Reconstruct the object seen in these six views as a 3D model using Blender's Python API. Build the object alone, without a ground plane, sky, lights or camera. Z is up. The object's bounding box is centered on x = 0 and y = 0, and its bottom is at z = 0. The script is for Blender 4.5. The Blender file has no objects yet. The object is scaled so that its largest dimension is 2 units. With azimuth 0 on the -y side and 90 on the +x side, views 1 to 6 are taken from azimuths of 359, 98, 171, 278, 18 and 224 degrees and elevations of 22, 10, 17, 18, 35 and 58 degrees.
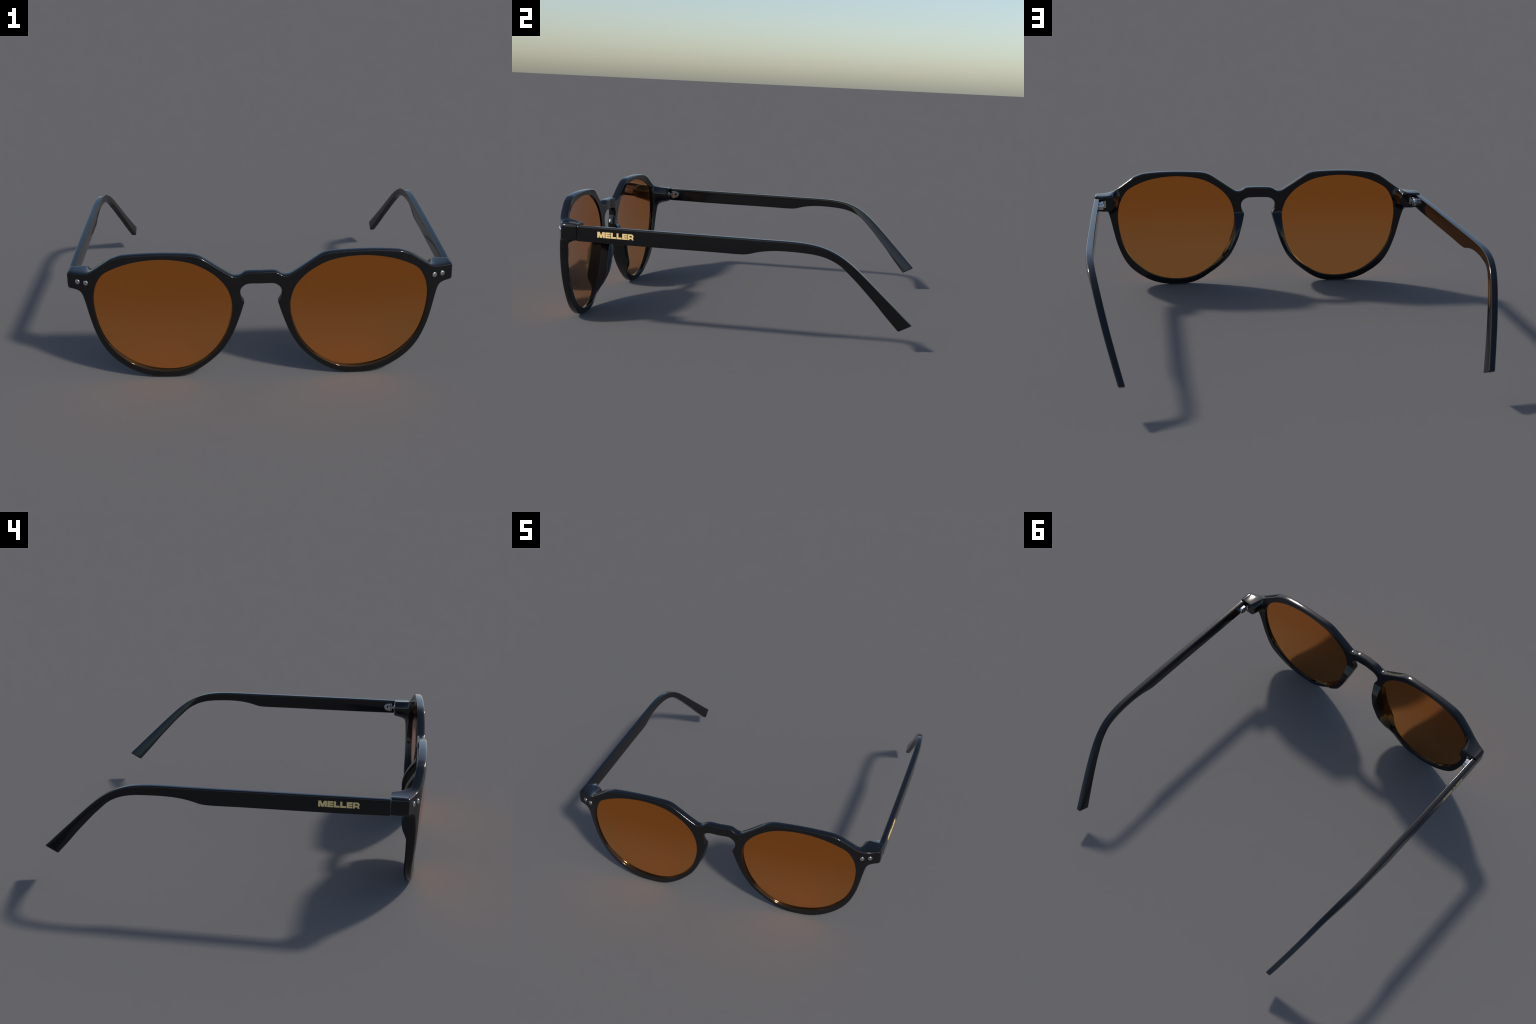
"""Black acetate sunglasses with orange mirror lenses, built from profiles.

Frame: metres, z up, the front of the glasses faces -y, mirror symmetric in x.
"""
import bpy, math
import numpy as np
from mathutils import Vector
from mathutils.geometry import delaunay_2d_cdt

# ------------------------------------------------------------------ helpers
def spline(xs, ys):
    """Natural cubic spline through (xs, ys); linear outside."""
    xs = np.asarray(xs, float); ys = np.asarray(ys, float)
    n = len(xs); h = np.diff(xs)
    A = np.zeros((n, n)); b = np.zeros(n)
    A[0, 0] = A[-1, -1] = 1
    for i in range(1, n - 1):
        A[i, i - 1] = h[i - 1]; A[i, i] = 2 * (h[i - 1] + h[i]); A[i, i + 1] = h[i]
        b[i] = 6 * ((ys[i + 1] - ys[i]) / h[i] - (ys[i] - ys[i - 1]) / h[i - 1])
    m = np.linalg.solve(A, b)

    def f(x):
        x = np.asarray(x, float)
        xc = np.clip(x, xs[0], xs[-1])
        i = np.clip(np.searchsorted(xs, xc) - 1, 0, n - 2)
        hi = h[i]; a = (xs[i + 1] - xc) / hi; c = (xc - xs[i]) / hi
        y = a * ys[i] + c * ys[i + 1] + ((a**3 - a) * m[i] + (c**3 - c) * m[i + 1]) * hi * hi / 6
        s0 = (ys[1] - ys[0]) / h[0] - h[0] * (2 * m[0] + m[1]) / 6
        s1 = (ys[-1] - ys[-2]) / h[-1] + h[-1] * (m[-2] + 2 * m[-1]) / 6
        return y + np.where(x < xs[0], (x - xs[0]) * s0, 0) + np.where(x > xs[-1], (x - xs[-1]) * s1, 0)
    return f


def pw(xs, ys):
    return lambda v: np.interp(v, xs, ys)


def closed_curve(pts, step):
    """Centripetal Catmull-Rom through closed control points, resampled evenly."""
    P = np.asarray(pts, float); n = len(P); out = []
    for i in range(n):
        p0, p1, p2, p3 = P[i - 1], P[i], P[(i + 1) % n], P[(i + 2) % n]
        t0 = 0; t1 = t0 + np.linalg.norm(p1 - p0)**.5
        t2 = t1 + np.linalg.norm(p2 - p1)**.5; t3 = t2 + np.linalg.norm(p3 - p2)**.5
        t = np.linspace(t1, t2, 24, endpoint=False)[:, None]
        a1 = (t1 - t) / (t1 - t0) * p0 + (t - t0) / (t1 - t0) * p1
        a2 = (t2 - t) / (t2 - t1) * p1 + (t - t1) / (t2 - t1) * p2
        a3 = (t3 - t) / (t3 - t2) * p2 + (t - t2) / (t3 - t2) * p3
        b1 = (t2 - t) / (t2 - t0) * a1 + (t - t0) / (t2 - t0) * a2
        b2 = (t3 - t) / (t3 - t1) * a2 + (t - t1) / (t3 - t1) * a3
        out.append((t2 - t) / (t2 - t1) * b1 + (t - t1) / (t2 - t1) * b2)
    Q = np.vstack(out); Q = np.vstack([Q, Q[:1]])
    L = np.r_[0, np.cumsum(np.linalg.norm(np.diff(Q, axis=0), axis=1))]
    k = 2 * int(round(L[-1] / step / 2))
    s = np.linspace(0, L[-1], k, endpoint=False)
    return np.c_[np.interp(s, L, Q[:, 0]), np.interp(s, L, Q[:, 1])]


def left_normals(P):
    """Unit normals to the left of travel for a closed polyline."""
    d = np.roll(P, -1, 0) - np.roll(P, 1, 0)
    d /= np.linalg.norm(d, axis=1)[:, None]
    return np.c_[-d[:, 1], d[:, 0]]


def ccw(P):
    a = np.sum(P[:, 0] * np.roll(P[:, 1], -1) - np.roll(P[:, 0], -1) * P[:, 1])
    return P if a > 0 else P[::-1].copy()


def inside(poly, pts):
    x, y = pts[:, 0], pts[:, 1]; r = np.zeros(len(pts), bool)
    for (x0, y0), (x1, y1) in zip(poly, np.roll(poly, -1, 0)):
        if y0 == y1:
            continue
        c = ((y0 > y) != (y1 > y)) & (x < (x1 - x0) * (y - y0) / (y1 - y0) + x0)
        r ^= c
    return r


def near(pts, ref, dist):
    """True where a point lies nearer than dist to any reference point."""
    r = np.zeros(len(pts), bool)
    for i in range(0, len(pts), 1500):
        c = pts[i:i + 1500]
        r[i:i + 1500] = (((c[:, None] - ref[None])**2).sum(2).min(1) < dist * dist)
    return r


def fill(loops, extra, grid):
    """Constrained Delaunay fill of outer loop minus holes; loops keep their indices."""
    verts = np.vstack(loops); edges = []; o = 0
    for l in loops:
        n = len(l); edges += [(o + i, o + (i + 1) % n) for i in range(n)]; o += n
    lo, hi = loops[0].min(0), loops[0].max(0)
    nx = int((hi[0] - lo[0]) / grid / 2) + 1
    gx = np.arange(-nx, nx + 1) * grid + (lo[0] + hi[0]) / 2
    gz = np.arange(lo[1], hi[1], grid * .866)
    G = np.array([(x + (grid / 2 if j % 2 else 0), z) for j, z in enumerate(gz) for x in gx])
    if len(extra):
        extra = extra[~near(extra, verts, grid * .45)]
        G = G[~near(G, extra, grid * .6)]
        G = np.vstack([extra, G])
    ok = inside(loops[0], G)
    for h in loops[1:]:
        ok &= ~inside(h, G)
    G = G[ok]; G = G[~near(G, verts, grid * .5)]
    allp = np.vstack([verts, G])
    v, _, f, ov, _, _ = delaunay_2d_cdt([Vector(p) for p in allp], edges, [], 0, 1e-7)
    V = np.array([tuple(p) for p in v])
    back = np.full(len(allp), -1)
    for i, src in enumerate(ov):
        for s in src:
            back[s] = i
    tris = np.array([tuple(t) for t in f if len(t) == 3])
    C = V[tris].mean(1); ok = inside(loops[0], C)
    for h in loops[1:]:
        ok &= ~inside(h, C)
    tris = tris[ok]
    a, b, c = V[tris[:, 0]], V[tris[:, 1]], V[tris[:, 2]]
    neg = ((b - a)[:, 0] * (c - a)[:, 1] - (b - a)[:, 1] * (c - a)[:, 0]) < 0
    tris[neg] = tris[neg][:, ::-1]
    # first the loops in their own order, then the rest
    used = np.unique(tris); order = list(back[:len(verts)])
    seen = set(order); order += [u for u in used if u not in seen]
    remap = {o: i for i, o in enumerate(order)}
    tris = [[remap[i] for i in t] for t in tris]
    return V[order], tris


def new_object(name, verts, faces, material, parent=None, sharp=None):
    me = bpy.data.meshes.new(name)
    me.from_pydata([tuple(map(float, v)) for v in verts], [], [tuple(map(int, f)) for f in faces])
    me.polygons.foreach_set("use_smooth", [True] * len(me.polygons))
    me.update()
    if sharp is not None:
        me.set_sharp_from_angle(angle=math.radians(sharp))
    me.materials.append(material)
    ob = bpy.data.objects.new(name, me)
    bpy.context.scene.collection.objects.link(ob)
    if parent is not None:
        ob.parent = parent
    return ob


def mirrored(verts, faces):
    V = np.array(verts, float).copy(); V[:, 0] *= -1
    return V, [tuple(reversed(f)) for f in faces]


# ---------------------------------------------------------------- materials
def material(name, color, rough, metallic=0.0, grain=0.0, scale=60, vary=0.0, ior=1.5, coat=0.0):
    m = bpy.data.materials.new(name); m.use_nodes = True
    nt = m.node_tree; b = nt.nodes["Principled BSDF"]
    b.inputs["Metallic"].default_value = metallic
    b.inputs["IOR"].default_value = ior
    b.inputs["Coat Weight"].default_value = coat
    b.inputs["Coat Roughness"].default_value = .08
    tc = nt.nodes.new("ShaderNodeTexCoord")
    no = nt.nodes.new("ShaderNodeTexNoise")
    no.inputs["Scale"].default_value = scale; no.inputs["Detail"].default_value = 3
    nt.links.new(tc.outputs["Object"], no.inputs["Vector"])
    ramp = nt.nodes.new("ShaderNodeValToRGB")
    ramp.color_ramp.elements[0].position = .3; ramp.color_ramp.elements[1].position = .7
    ramp.color_ramp.elements[0].color = tuple(c * (1 - vary) for c in color) + (1,)
    ramp.color_ramp.elements[1].color = tuple(min(1, c * (1 + vary)) for c in color) + (1,)
    nt.links.new(no.outputs["Fac"], ramp.inputs["Fac"])
    nt.links.new(ramp.outputs["Color"], b.inputs["Base Color"])
    mr = nt.nodes.new("ShaderNodeMapRange")
    mr.inputs["To Min"].default_value = max(0, rough - grain)
    mr.inputs["To Max"].default_value = rough + grain
    nt.links.new(no.outputs["Fac"], mr.inputs["Value"])
    nt.links.new(mr.outputs["Result"], b.inputs["Roughness"])
    return m


ACETATE = material("black_acetate", (.0055, .0055, .0058), .09, grain=.015, scale=25, vary=.15)
MIRROR = material("orange_mirror_lens", (.95, .345, .092), .04, metallic=1, grain=.004, scale=6, vary=.015)


def gradient_tint(mat, top, bottom, z_top, z_bottom):
    """Graded lens coating: one tint at the brow easing into a paler one below."""
    nt = mat.node_tree; b = nt.nodes["Principled BSDF"]
    tc = nt.nodes["Texture Coordinate"]
    sep = nt.nodes.new("ShaderNodeSeparateXYZ"); nt.links.new(tc.outputs["Object"], sep.inputs[0])
    mr = nt.nodes.new("ShaderNodeMapRange"); mr.interpolation_type = "SMOOTHSTEP"
    mr.inputs["From Min"].default_value = z_bottom; mr.inputs["From Max"].default_value = z_top
    nt.links.new(sep.outputs["Z"], mr.inputs["Value"])
    ramp = nt.nodes.new("ShaderNodeValToRGB")
    ramp.color_ramp.elements[0].color = bottom + (1,); ramp.color_ramp.elements[1].color = top + (1,)
    nt.links.new(mr.outputs["Result"], ramp.inputs["Fac"])
    nt.links.new(ramp.outputs["Color"], b.inputs["Base Color"])


gradient_tint(MIRROR, (.955, .322, .062), (.965, .412, .125), .58, .20)
STEEL = material("polished_steel", (.66, .65, .64), .16, metallic=1, grain=.03, scale=80, vary=.03)
RIVET = material("brushed_rivet_metal", (.60, .59, .57), .3, metallic=1, grain=.03, scale=90, vary=.03)
GOLD = material("gold_print", (1.0, .69, .285), .45, grain=.05, scale=120, vary=.03)

# ------------------------------------------------- front surface of the face
_wrap = spline([0, .08, .14, .245, .39, .5, .63, .715, .76, .807, .856, .887, .932, .988, 1.05],
               [-.005, -.001, -.003, -.0045, -.002, 0, .004, .0095, .0155, .025, .0375, .0495, .0695, .0925, .118])


def face_y(x, z):
    """y of the front face: wrap toward the temples plus a vertical base curve."""
    x = np.abs(x); z = np.asarray(z, float)
    cheek = np.where(x > .5, .20, .11) * np.maximum(.45 - z, 0)**2 * np.clip((x - .5) / .35, -1.1, 1.1)**2
    return _wrap(x) - .962 + (z - .48)**2 / 6 + cheek


def lens_front(x, z):
    """Front of a lens: a base curve turned a little toward the temple."""
    return -.9605 + (np.abs(x) - .395)**2 / 4.85 + (np.asarray(z, float) - .525)**2 / 5.4


def lens_back(x, z):
    """Rear of a lens, a little flatter than its front."""
    return -.934 + (np.abs(x) - .36)**2 / 6 + (np.asarray(z, float) - .47)**2 / 5.8


RIM_DEPTH = spline([-.1, 0, .2, .4, .55, .65, .75], [.035, .037, .0415, .0445, .0445, .043, .0415])   # by height
BLOCK_BACK = -.785          # rear plane of the end pieces, where the temples butt


def block_sd(x, z):
    """Signed distance to the rounded footprint of the end piece block."""
    x0, x1, z0, z1, r = .868, 1.4, .4955, .592, .045
    qx = np.abs(np.abs(x) - (x0 + x1) / 2) - (x1 - x0) / 2 + r
    qz = np.abs(z - (z0 + z1) / 2) - (z1 - z0) / 2 + r
    return np.hypot(np.maximum(qx, 0), np.maximum(qz, 0)) + np.minimum(np.maximum(qx, qz), 0) - r


_pad_ridge = spline([.05, .07, .10, .12, .15, .19, .22, .26, .30, .34, .39, .425, .442, .46, .50],
                    [.040, .044, .057, .067, .082, .098, .106, .110, .109, .101, .079, .057, .0465, .044, .044])
_pad_foot = pw([.06, .10, .14, .20, .30, .38, .43, .50], [.040, .048, .061, .081, .094, .085, .07, .07])

# --------------------------------------------------------- outlines (x, z)
OUTLINE = [(.04, .602), (.066, .601), (.083, .5975), (.105, .585), (.116, .580), (.127, .578),
           (.141, .581), (.177, .603), (.244, .648), (.288, .677), (.307, .687), (.332, .695), (.36, .699),
           (.40, .7015), (.48, .704), (.555, .704), (.63, .701), (.68, .697), (.71, .693), (.735, .685),
           (.76, .675), (.808, .643), (.857, .609), (.872, .600), (.888, .594), (.91, .590), (.932, .588),
           (.96, .587), (.980, .5875), (.9885, .582), (.9905, .55), (.990, .515), (.988, .506), (.981, .5010),
           (.958, .4985), (.935, .4935), (.922, .486), (.912, .470), (.903, .440), (.893, .396), (.882, .346),
           (.869, .292), (.850, .235), (.826, .180), (.794, .131), (.758, .094), (.708, .057), (.657, .029),
           (.60, .0105), (.55, .0025), (.488, 0), (.435, .004), (.387, .0165), (.34, .0395), (.29, .0745),
           (.24, .119), (.20, .164), (.168, .216), (.143, .2665), (.123, .318), (.1035, .375), (.091, .419),
           (.0872, .433), (.0888, .4425), (.0948, .4525), (.102, .467), (.1055, .483), (.106, .497),
           (.1025, .510), (.095, .521), (.082, .5315), (.070, .537), (.055, .5395), (.03, .540)]
HOLE_CENTRE = (.50, .375)
HOLE_RADIUS = [.352, .364, .3735, .3715, .3475, .326, .3105, .303, .302, .308, .3195, .3315, .3455, .3555,
               .3555, .348, .340, .3365, .335, .3355, .337, .3395, .339, .338, .3385, .340, .3395, .3415,
               .3435, .3455]                     # every 12 degrees from +x

STEP = .006
outer = ccw(closed_curve(OUTLINE + [(-x, z) for x, z in reversed(OUTLINE)], STEP))
outer = outer - left_normals(outer) * .0016            # acetate allowance
outer[:, 1] = np.maximum(outer[:, 1], 0)
hole_r = ccw(closed_curve([(HOLE_CENTRE[0] + r * math.cos(math.radians(12 * i)),
                            HOLE_CENTRE[1] + r * math.sin(math.radians(12 * i)))
                           for i, r in enumerate(HOLE_RADIUS)], STEP))
hole_l = hole_r * [-1, 1]                       # runs clockwise


def dist_to(p, loop):
    out = np.empty(len(p))
    for i in range(0, len(p), 1500):
        out[i:i + 1500] = np.sqrt(((p[i:i + 1500, None] - loop[None])**2).sum(2).min(1))
    return out


def dist_to_outline(p):
    return dist_to(p, outer)


def soft_min(a, b, k):
    h = np.clip(.5 + (b - a) / (2 * k), 0, 1)
    return b * (1 - h) + a * h - k * h * (1 - h)


def back_y(p):
    """y of the rear face at (x, z) points: rim depth, nose pads, end blocks."""
    p = np.asarray(p, float); x = np.abs(p[:, 0]); z = p[:, 1]
    d = dist_to_outline(p)
    # the lower rim is thicker at the lens than at its outer edge
    depth = RIM_DEPTH(z) + np.clip((.42 - z) / .2, 0, 1) * (.26 * np.minimum(d, .04) - .004)
    pad = soft_min(_pad_ridge(z), _pad_foot(z) + .85 * d, .006)
    inner = np.full(len(p), 1.0)                       # pads slope down again toward the lens
    near_nose = (x < .36) & (z < .47)
    inner[near_nose] = dist_to(np.c_[x, z][near_nose], hole_r)
    pad = soft_min(pad, .086 + 1.3 * inner, .006)
    fade = np.clip((.345 - x) / .09, 0, 1) * np.clip((z - .05) / .03, 0, 1) * (z < .47)
    depth = depth + fade * np.maximum(pad - depth, 0)
    y = face_y(x, z) + depth
    sd = block_sd(x, z)
    w = np.clip(1 - np.maximum(sd, 0) / .05, 0, 1)**4
    return y + w * (BLOCK_BACK - y)


# ------------------------------------------------------------- frame front
EDGE, HOLE_EDGE = .0075, .0035
contours = [(outer, left_normals(outer), EDGE),
            (hole_r, -left_normals(hole_r), HOLE_EDGE),
            (hole_l, left_normals(hole_l), HOLE_EDGE)]


def block_weight(p):
    return np.clip(1 - np.maximum(block_sd(p[:, 0], p[:, 1]), 0) / .05, 0, 1)**4


# material lies left of the outer loop, outside the holes
insets = [P + n * r for P, n, r in contours]
feature = []
for s in (-.0035, -.001, .002, .005, .009, .014, .020, .028):   # rings around each end block
    for sx in (1, -1):
        r = .045 + s
        t = np.radians(np.arange(90, 271, 6))
        zc0, zc1 = .4955 + .045, .592 - .045
        arc = np.array([(.868 + .045 + r * math.cos(a), (zc1 if a < math.pi else zc0) + r * math.sin(a)) for a in t])
        low = np.array([(x, .4955 - s) for x in np.arange(.918, .99, .007)])
        top = np.array([(x, .592 + s) for x in np.arange(.918, .99, .007)])
        f = np.vstack([arc, low, top]); f[:, 0] *= sx
        feature.append(f)
for sx in (1, -1):                                              # crease across the pad top
    feature.append(np.array([(sx * x, z) for z in (.436, .442, .448) for x in np.arange(.09, .17, .005)]))
V2, tris = fill(insets, np.vstack(feature), .0055)

verts = []; faces = []
nf = len(V2)
front = np.c_[V2[:, 0], face_y(V2[:, 0], V2[:, 1]), V2[:, 1]]
back = np.c_[V2[:, 0], back_y(V2), V2[:, 1]]
verts = [front, back]
faces += [tuple(t) for t in tris]                    # seen from -y: (x right, z up) ccw -> normal -y
faces += [tuple(i + nf for i in reversed(t)) for t in tris]
count = 2 * nf; off = 0
SUPER, RINGS = 2.7, 22                                # edge walls are half superellipses
for P, n, r in contours:
    k = len(P); rings = [np.arange(k) + off]
    rear_r = r * (1 - .75 * block_weight(P)) if P is outer else np.full(k, r)
    q = P + n * rear_r[:, None]                       # rear edge of the wall
    back[off:off + k] = np.c_[q[:, 0], back_y(q), q[:, 1]]
    for th in np.linspace(0, math.pi, RINGS + 1)[1:-1]:
        c = math.cos(th); u = .5 - .5 * math.copysign(abs(c)**(2 / SUPER), c)
        inset = 1 - math.sin(th)**(2 / SUPER)
        q = P + n * ((r if u <= .5 else rear_r) * inset * np.ones(k))[:, None]
        y0, y1 = face_y(q[:, 0], q[:, 1]), back_y(q)
        verts.append(np.c_[q[:, 0], y0 + (y1 - y0) * u, q[:, 1]])
        rings.append(np.arange(k) + count); count += k
    rings.append(np.arange(k) + off + nf)
    for A, B in zip(rings[:-1], rings[1:]):
        for i in range(k):
            j = (i + 1) % k
            f = (A[i], B[i], B[j], A[j])
            faces.append(f[::-1] if P is hole_r else f)
    off += k
verts = np.vstack(verts)
# nose pads flare toward the nose as they stand back from the face
ax = np.abs(verts[:, 0]); zz = verts[:, 2]
zone = (ax < .36) & (zz > .06) & (zz < .445)
reach = np.clip((verts[:, 1] - face_y(ax, zz)) / .1, 0, 1.1)**1.5
bump = np.clip((zz - .06) / .06, 0, 1) * np.clip((.39 - zz) / .2, 0, 1)
fall = np.zeros(len(verts)); fall[zone] = np.clip(1 - dist_to_outline(verts[zone][:, [0, 2]]) / .045, 0, 1)
verts[:, 0] -= np.sign(verts[:, 0]) * .013 * reach * bump * fall * zone

root = bpy.data.objects.new("sunglasses", None)
root.empty_display_size = .2
bpy.context.scene.collection.objects.link(root)
root["label"] = "black rounded acetate sunglasses with orange mirror lenses and open temples"
root["category"] = "sunglasses"

# whole front as one smooth surface, then separated by region with shared normals
whole = bpy.data.meshes.new("whole_front")
whole.from_pydata([tuple(v) for v in verts.tolist()], [], [tuple(int(i) for i in f) for f in faces])
whole.polygons.foreach_set("use_smooth", [True] * len(whole.polygons))
whole.update()
normals = np.empty(len(verts) * 3); whole.vertex_normals.foreach_get("vector", normals)
normals = normals.reshape(-1, 3)
cent = np.array([verts[list(f)].mean(0) for f in faces])
bpy.data.meshes.remove(whole)


def region(c):
    x, z = abs(c[0]), c[2]
    s = 1 if c[0] > 0 else -1
    if x < .105 and z > .50:
        return ("bridge", 0)
    if block_sd(x, z) < .012 and x > .86:
        return ("end_piece", s)
    if x < .30 and .10 < z < .445 and c[1] > face_y(x, z) + .03:
        return ("nose_pad", s)
    return ("rim", s)


groups = {}
for f, c in zip(faces, cent):
    groups.setdefault(region(c), []).append(f)
front_parts = {}
for key in sorted(groups, key=lambda k: (k[0], -k[1])):
    fs = groups[key]
    idx = sorted({i for f in fs for i in f}); mp = {o: i for i, o in enumerate(idx)}
    ob = new_object(key[0], verts[idx], [tuple(mp[i] for i in f) for f in fs], ACETATE, root)
    ob.data.normals_split_custom_set_from_vertices([tuple(v) for v in normals[idx]])
    front_parts[key] = ob

# ------------------------------------------------------------------- lenses
lens_loop = ccw(hole_r + (-left_normals(hole_r)) * .005)
LV, LT = fill([lens_loop], np.zeros((0, 2)), .016)
k = len(lens_loop); nl = len(LV)
lf = np.c_[LV[:, 0], lens_front(LV[:, 0], LV[:, 1]), LV[:, 1]]
lb = np.c_[LV[:, 0], lens_back(LV[:, 0], LV[:, 1]), LV[:, 1]]
lens_v = np.vstack([lf, lb])
lens_f = [tuple(t) for t in LT] + [tuple(i + nl for i in reversed(t)) for t in LT]
lens_f += [(i, i + nl, (i + 1) % k + nl, (i + 1) % k) for i in range(k)]
new_object("lens", lens_v, lens_f, MIRROR, root, 40)
new_object("lens", *mirrored(lens_v, lens_f), MIRROR, root, 40)

# ------------------------------------------------------------------ temples
top_z = spline([-.85, -.782, -.6, -.3, 0, .2, .33, .38, .42, .465, .51, .555, .60, .648, .693, .74, .79, .83, .88, .93, .97],
               [.5805, .580, .5785, .577, .5755, .5745, .5735, .5715, .568, .5612, .5495, .5315, .5065, .4715, .432, .387, .337,
                .297, .247, .196, .157])
bot_z = spline([-.85, -.782, -.3, 0, .09, .115, .137, .165, .20, .25, .31, .37, .43, .47, .50, .53, .563, .60, .64, .683, .73,
                .78, .827, .865, .905],
               [.4985, .4985, .4965, .4955, .4955, .4975, .5025, .5105, .518, .5245, .5268, .5255, .5215, .516, .509, .499, .483,
                .458, .420, .377, .325, .269, .212, .168, .122])
pair = spline([-.9, -.782, .09, .14, .25, .37, .465, .51, .555, .60, .648, .74, .83, .93, .97],
              [-.9, -.782, .09, .14, .247, .355, .430, .462, .495, .530, .570, .662, .757, .864, .905])
x_out = spline([-.80, -.45, -.14, .13, .30, .41, .475, .52, .57, .643, .736, .809, .876, .97],
               [.9915, .996, .9985, .9998, .9985, .9935, .9875, .982, .9735, .957, .931, .9075, .884, .8495])
thick = pw([-.8, .1, .45, .7, .97], [.033, .036, .036, .0335, .0315])


def temple_section(yt, shrink=0.0, r=.0075):
    """Rounded rectangle across the temple at top-edge station yt."""
    top = np.array([yt, float(top_z(yt))]); yb = float(pair(yt)); bot = np.array([yb, float(bot_z(yb))])
    grow = (top - bot) / np.linalg.norm(top - bot) * float(np.interp(yt, [-.78, -.55], [.0004, .0022]))
    top = top + grow; bot = bot - grow
    h = np.linalg.norm(top - bot); w = float(thick(yt)); pts = []
    a0, a1, b0, b1 = shrink, w - shrink, shrink, h - shrink
    r = max(r - shrink, .002)
    for cx, cz, st in ((a1 - r, b1 - r, 0), (a0 + r, b1 - r, 90), (a0 + r, b0 + r, 180), (a1 - r, b0 + r, 270)):
        for t in range(0, 91, 15):
            t = math.radians(st + t); pts.append((cx + r * math.cos(t), cz + r * math.sin(t)))
    out = []
    lag = float(np.interp(yt, [.35, .55, .8, .97], [.8, .7, .3, 0]))   # how far the lower edge lags the inward bend
    for a, b in pts:                      # a runs inward from the outer face
        q = bot + (top - bot) * (b / h)
        out.append((float(x_out(yt + (q[0] - yt) * lag)) - a, q[0], q[1]))
    return out


stations = [(-.7832, .0024), (-.7826, .0008), (-.7810, 0)]
stations += [(s, 0) for s in np.r_[np.linspace(-.775, .05, 34), np.linspace(.06, .40, 46), np.linspace(.407, .66, 42),
                                   np.linspace(.67, .962, 30)]]
stations += [(.966, .0), (.9685, .001), (.970, .0035)]
sec = [temple_section(y, s) for y, s in stations]
m = len(sec[0]); tv = np.array([p for s in sec for p in s]); tf = []
for i in range(len(sec) - 1):
    for j in range(m):
        a, b = i * m + j, i * m + (j + 1) % m
        tf.append((a, b, b + m, a + m))
tf.append(tuple(range(m))[::-1]); tf.append(tuple(range((len(sec) - 1) * m, len(sec) * m)))
# orientation check: outward normals
c0 = tv.mean(0); f0 = tf[5 * m]
temples = {}
for s in (1, -1):
    v, f = (tv, tf) if s == 1 else mirrored(tv, tf)
    ob = new_object("temple", v, f, ACETATE, root, 50)
    import bmesh
    bm = bmesh.new(); bm.from_mesh(ob.data); bmesh.ops.recalc_face_normals(bm, faces=bm.faces); bm.to_mesh(ob.data); bm.free()
    ob.data.set_sharp_from_angle(angle=math.radians(50))
    temples[s] = ob


# --------------------------------------------------------- gold lettering
def letter_shapes():
    """Wide block capitals in units of cap height; loops of (u, v), outer first."""
    t = .32                                             # stem width
    M = [[(0, 0), (0, 1), (.47, 1), (.70, .42), (.93, 1), (1.40, 1), (1.40, 0), (1.06, 0), (1.06, .50),
          (.88, 0), (.52, 0), (.34, .50), (.34, 0)]]
    Eh = [[(0, 0), (0, 1), (.94, 1), (.94, .73), (t, .73), (t, .63), (.94, .63), (.94, .37), (t, .37), (t, .27),
           (.94, .27), (.94, 0)]]
    L = [[(0, 0), (0, 1), (.34, 1), (.34, .30), (.94, .30), (.94, 0)]]
    arc = lambda cx, cy, rx, ry, a0, a1: [(cx + rx * math.cos(math.radians(a)), cy + ry * math.sin(math.radians(a)))
                                          for a in np.linspace(a0, a1, 9)]
    R = [[(0, 0), (0, 1), (.66, 1)] + arc(.66, .62, .38, .38, 90, -50)[1:] + [(.96, .24), (1.04, .12), (1.04, 0), (.74, 0), (.66, .20), (.30, .20), (.30, 0)],
         [(.30, .72), (.30, .46)] + arc(.62, .59, .14, .13, -90, 90)]
    return [(M, 1.40), (Eh, .94), (L, .94), (L, .94), (Eh, .94), (R, 1.06)]


CAP = .0300; GAP = .10


def lettering(s):
    V = []; Fc = []; u0 = 0; base = 0
    shapes = letter_shapes(); total = sum(w for _, w in shapes) + GAP * (len(shapes) - 1)
    length = .195; k = length / total
    for loops, w in shapes:
        pts = [np.array(l, float) for l in loops]
        n = sum(len(l) for l in pts); flat = np.vstack(pts); e = []; o = 0
        for l in pts:
            e += [(o + i, o + (i + 1) % len(l)) for i in range(len(l))]; o += len(l)
        v, _, f, _, _, _ = delaunay_2d_cdt([Vector(p) for p in flat], e, [], 0, 1e-7)
        v = np.array([tuple(p) for p in v]); f = [tuple(t) for t in f]
        keep = []
        for t in f:
            c = v[list(t)].mean(0)[None]
            if inside(pts[0], c)[0] and not any(inside(h, c)[0] for h in pts[1:]):
                keep.append(t)
        for lift in (.0016, -.001):
            for p in v:
                y = (-.670 + (u0 + p[0]) * k) if s == 1 else (-.445 - (u0 + p[0]) * k)
                z = .5415 + (p[1] - .5) * CAP + (-.0012 if s == 1 else .001) * ((u0 + p[0]) / total)
                V.append((s * (float(x_out(y)) + lift), y, z))
        nv = len(v)
        Fc += [tuple(base + i for i in t) for t in keep]
        Fc += [tuple(base + nv + i for i in reversed(t)) for t in keep]
        cnt = {}
        for t in keep:
            for a, b in zip(t, t[1:] + t[:1]):
                cnt[(a, b)] = 1
        for a, b in cnt:
            if (b, a) not in cnt:
                Fc.append((base + a, base + a + nv, base + b + nv, base + b))
        base += 2 * nv; u0 += w + GAP
    return V, Fc


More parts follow.
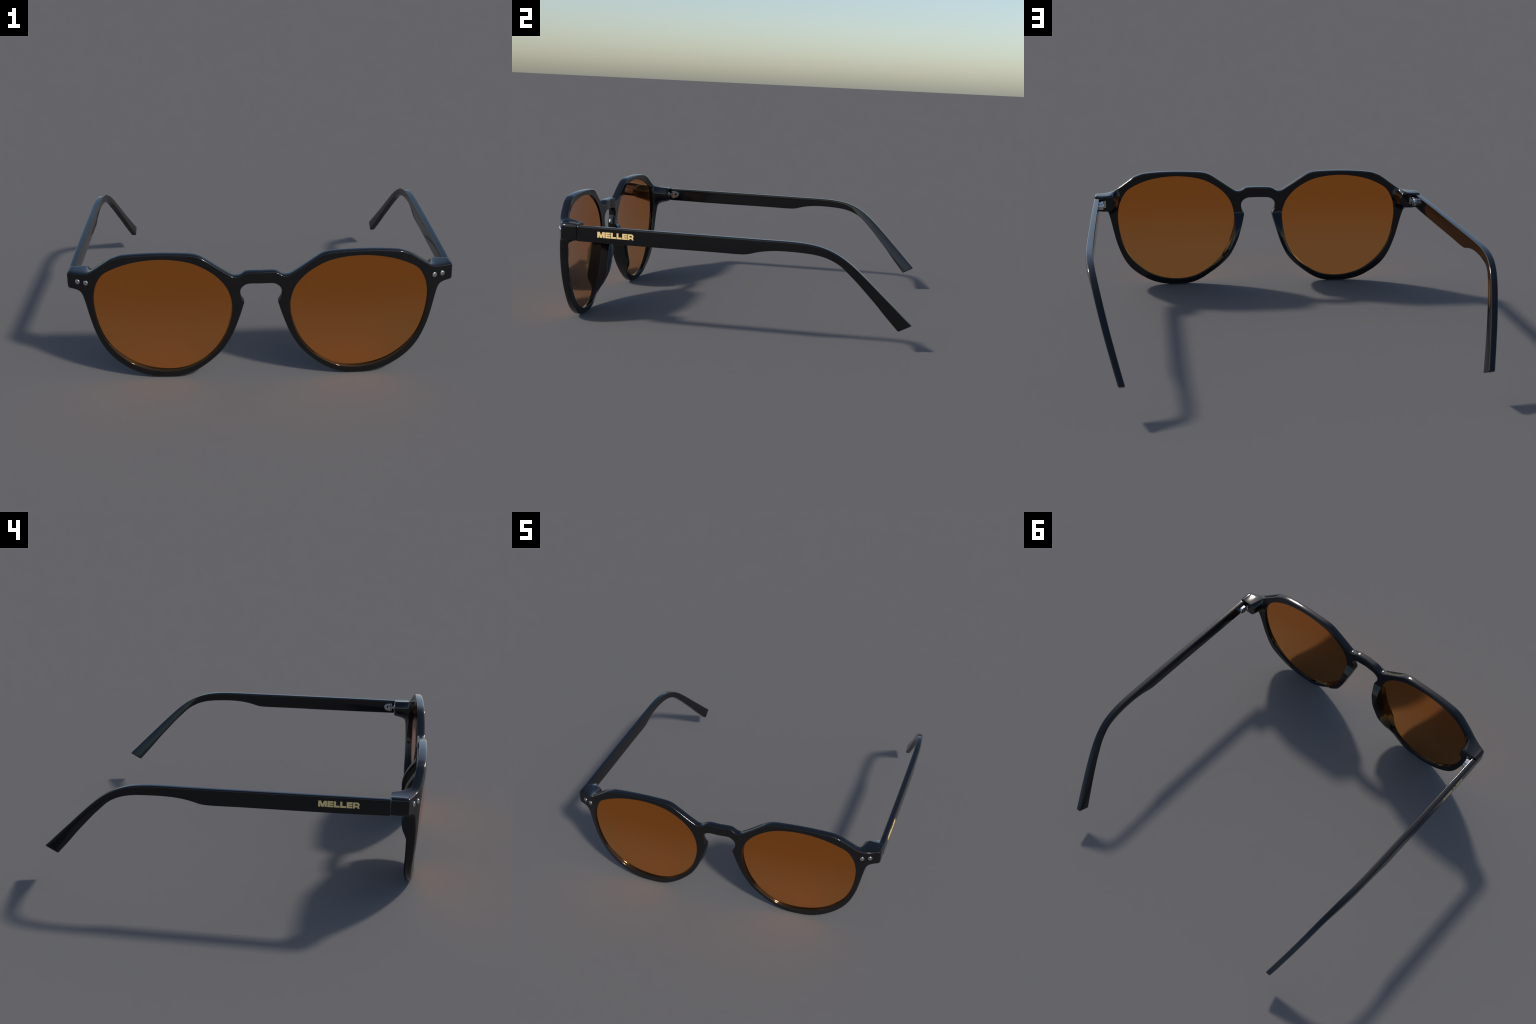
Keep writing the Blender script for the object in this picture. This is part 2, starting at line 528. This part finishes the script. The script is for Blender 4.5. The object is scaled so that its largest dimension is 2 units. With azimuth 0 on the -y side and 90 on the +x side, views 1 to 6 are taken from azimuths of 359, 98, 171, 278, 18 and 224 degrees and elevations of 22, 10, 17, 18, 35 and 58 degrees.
for s in (1, -1):
    ob = new_object("lettering", *lettering(s), GOLD, temples[s], 30)
    bm = bmesh.new(); bm.from_mesh(ob.data); bmesh.ops.recalc_face_normals(bm, faces=bm.faces); bm.to_mesh(ob.data); bm.free()


# ------------------------------------------------------- rivets and hinges
def dome(centre, normal, radius, height, seg=28):
    n = Vector(normal).normalized(); u = n.orthogonal().normalized(); w = n.cross(u)
    prof = [(1, -.4), (1, .45), (.985, .62), (.94, .76), (.86, .86), (.6, .95), (.3, .99)]
    V = []; Fc = []
    for r, hgt in prof:
        for i in range(seg):
            a = 2 * math.pi * i / seg
            V.append(Vector(centre) + (u * math.cos(a) + w * math.sin(a)) * r * radius + n * hgt * height)
    V.append(Vector(centre) + n * height)
    for k in range(len(prof) - 1):
        for i in range(seg):
            j = (i + 1) % seg
            Fc.append((k * seg + i, k * seg + j, (k + 1) * seg + j, (k + 1) * seg + i))
    l = (len(prof) - 1) * seg
    Fc += [(l + i, l + (i + 1) % seg, len(V) - 1) for i in range(seg)]
    Fc.append(tuple(range(seg))[::-1])
    return np.array([tuple(v) for v in V]), Fc


def prism(loop, axis, lo, hi, bevel=.0012):
    """Extrude a 2D loop along an axis (0 = x, 2 = z) and chamfer its rims."""
    L = ccw(np.array(loop, float)); n = left_normals(L); rings = []
    for d, h in ((bevel, lo), (0, lo + bevel), (0, hi - bevel), (bevel, hi)):
        q = L + n * d
        rings.append(np.c_[np.full(len(q), h), q] if axis == 0 else np.c_[q, np.full(len(q), h)])
    k = len(L); V = np.vstack(rings); Fc = []
    for r in range(3):
        for i in range(k):
            j = (i + 1) % k
            Fc.append((r * k + i, r * k + j, (r + 1) * k + j, (r + 1) * k + i))
    Fc.append(tuple(range(k))[::-1]); Fc.append(tuple(range(3 * k, 4 * k)))
    return V, Fc


def join(parts):
    V = []; Fc = []; b = 0
    for v, f in parts:
        V.append(v); Fc += [tuple(i + b for i in t) for t in f]; b += len(v)
    return np.vstack(V), Fc


def fork_loop():
    """U-shaped hinge leaf in (y, z): rounded rear, two prongs toward the block."""
    z0, z1, zc, y0, ye = .520, .563, .5415, -.768, -.719
    r = (z1 - z0) / 2
    p = [(y0, z0)] + [(ye - r + r * math.cos(a), zc + r * math.sin(a)) for a in np.radians(np.arange(-90, 91, 15))] + [(y0, z1)]
    s = .0072
    p += [(y0, zc + s)] + [(ye - .022 + s * math.cos(a), zc + s * math.sin(a)) for a in np.radians(np.arange(90, -91, -22.5))] + [(y0, zc - s)]
    return p


def circle(cx, cy, r, n=20):
    return [(cx + r * math.cos(2 * math.pi * i / n), cy + r * math.sin(2 * math.pi * i / n)) for i in range(n)]


def finish(ob, s):
    bm = bmesh.new(); bm.from_mesh(ob.data); bmesh.ops.recalc_face_normals(bm, faces=bm.faces); bm.to_mesh(ob.data); bm.free()
    ob.data.set_sharp_from_angle(angle=math.radians(35))


RIVETS = [(.933, .545), (.889, .545)]
rivet_mesh = {}
for s in (1, -1):
    for x, z in RIVETS:
        y = float(face_y(x, z)); e = 1e-3
        nrm = ((float(face_y(x + e, z)) - float(face_y(x - e, z))) / (2 * e), -1,
               (float(face_y(x, z + e)) - float(face_y(x, z - e))) / (2 * e))
        v, f = dome((x, y, z), nrm, .0132, .0055)
        if s == -1:
            v, f = mirrored(v, f)
        ob = new_object("rivet", v, f, RIVET, front_parts[("end_piece", s)], 50); finish(ob, s)
    leaf = prism(fork_loop(), 0, .935, .966, .0032)
    tongue = join([prism([(.9345, -.789), (.9475, -.789), (.9475, -.742), (.9345, -.742)], 2, .5350, .5480),
                   prism([(.924, -.789), (.936, -.789), (.936, -.7805), (.924, -.7805)], 2, .520, .561)])
    screw = prism(circle(.9425, -.757, .0085), 2, .517, .5662)
    for nm, (v, f), par in (("hinge_leaf", leaf, temples[s]), ("hinge_tongue", tongue, front_parts[("end_piece", s)]),
                            ("hinge_screw", screw, temples[s])):
        if s == -1:
            v, f = mirrored(v, f)
        ob = new_object(nm, v, f, STEEL, par, 35); finish(ob, s)
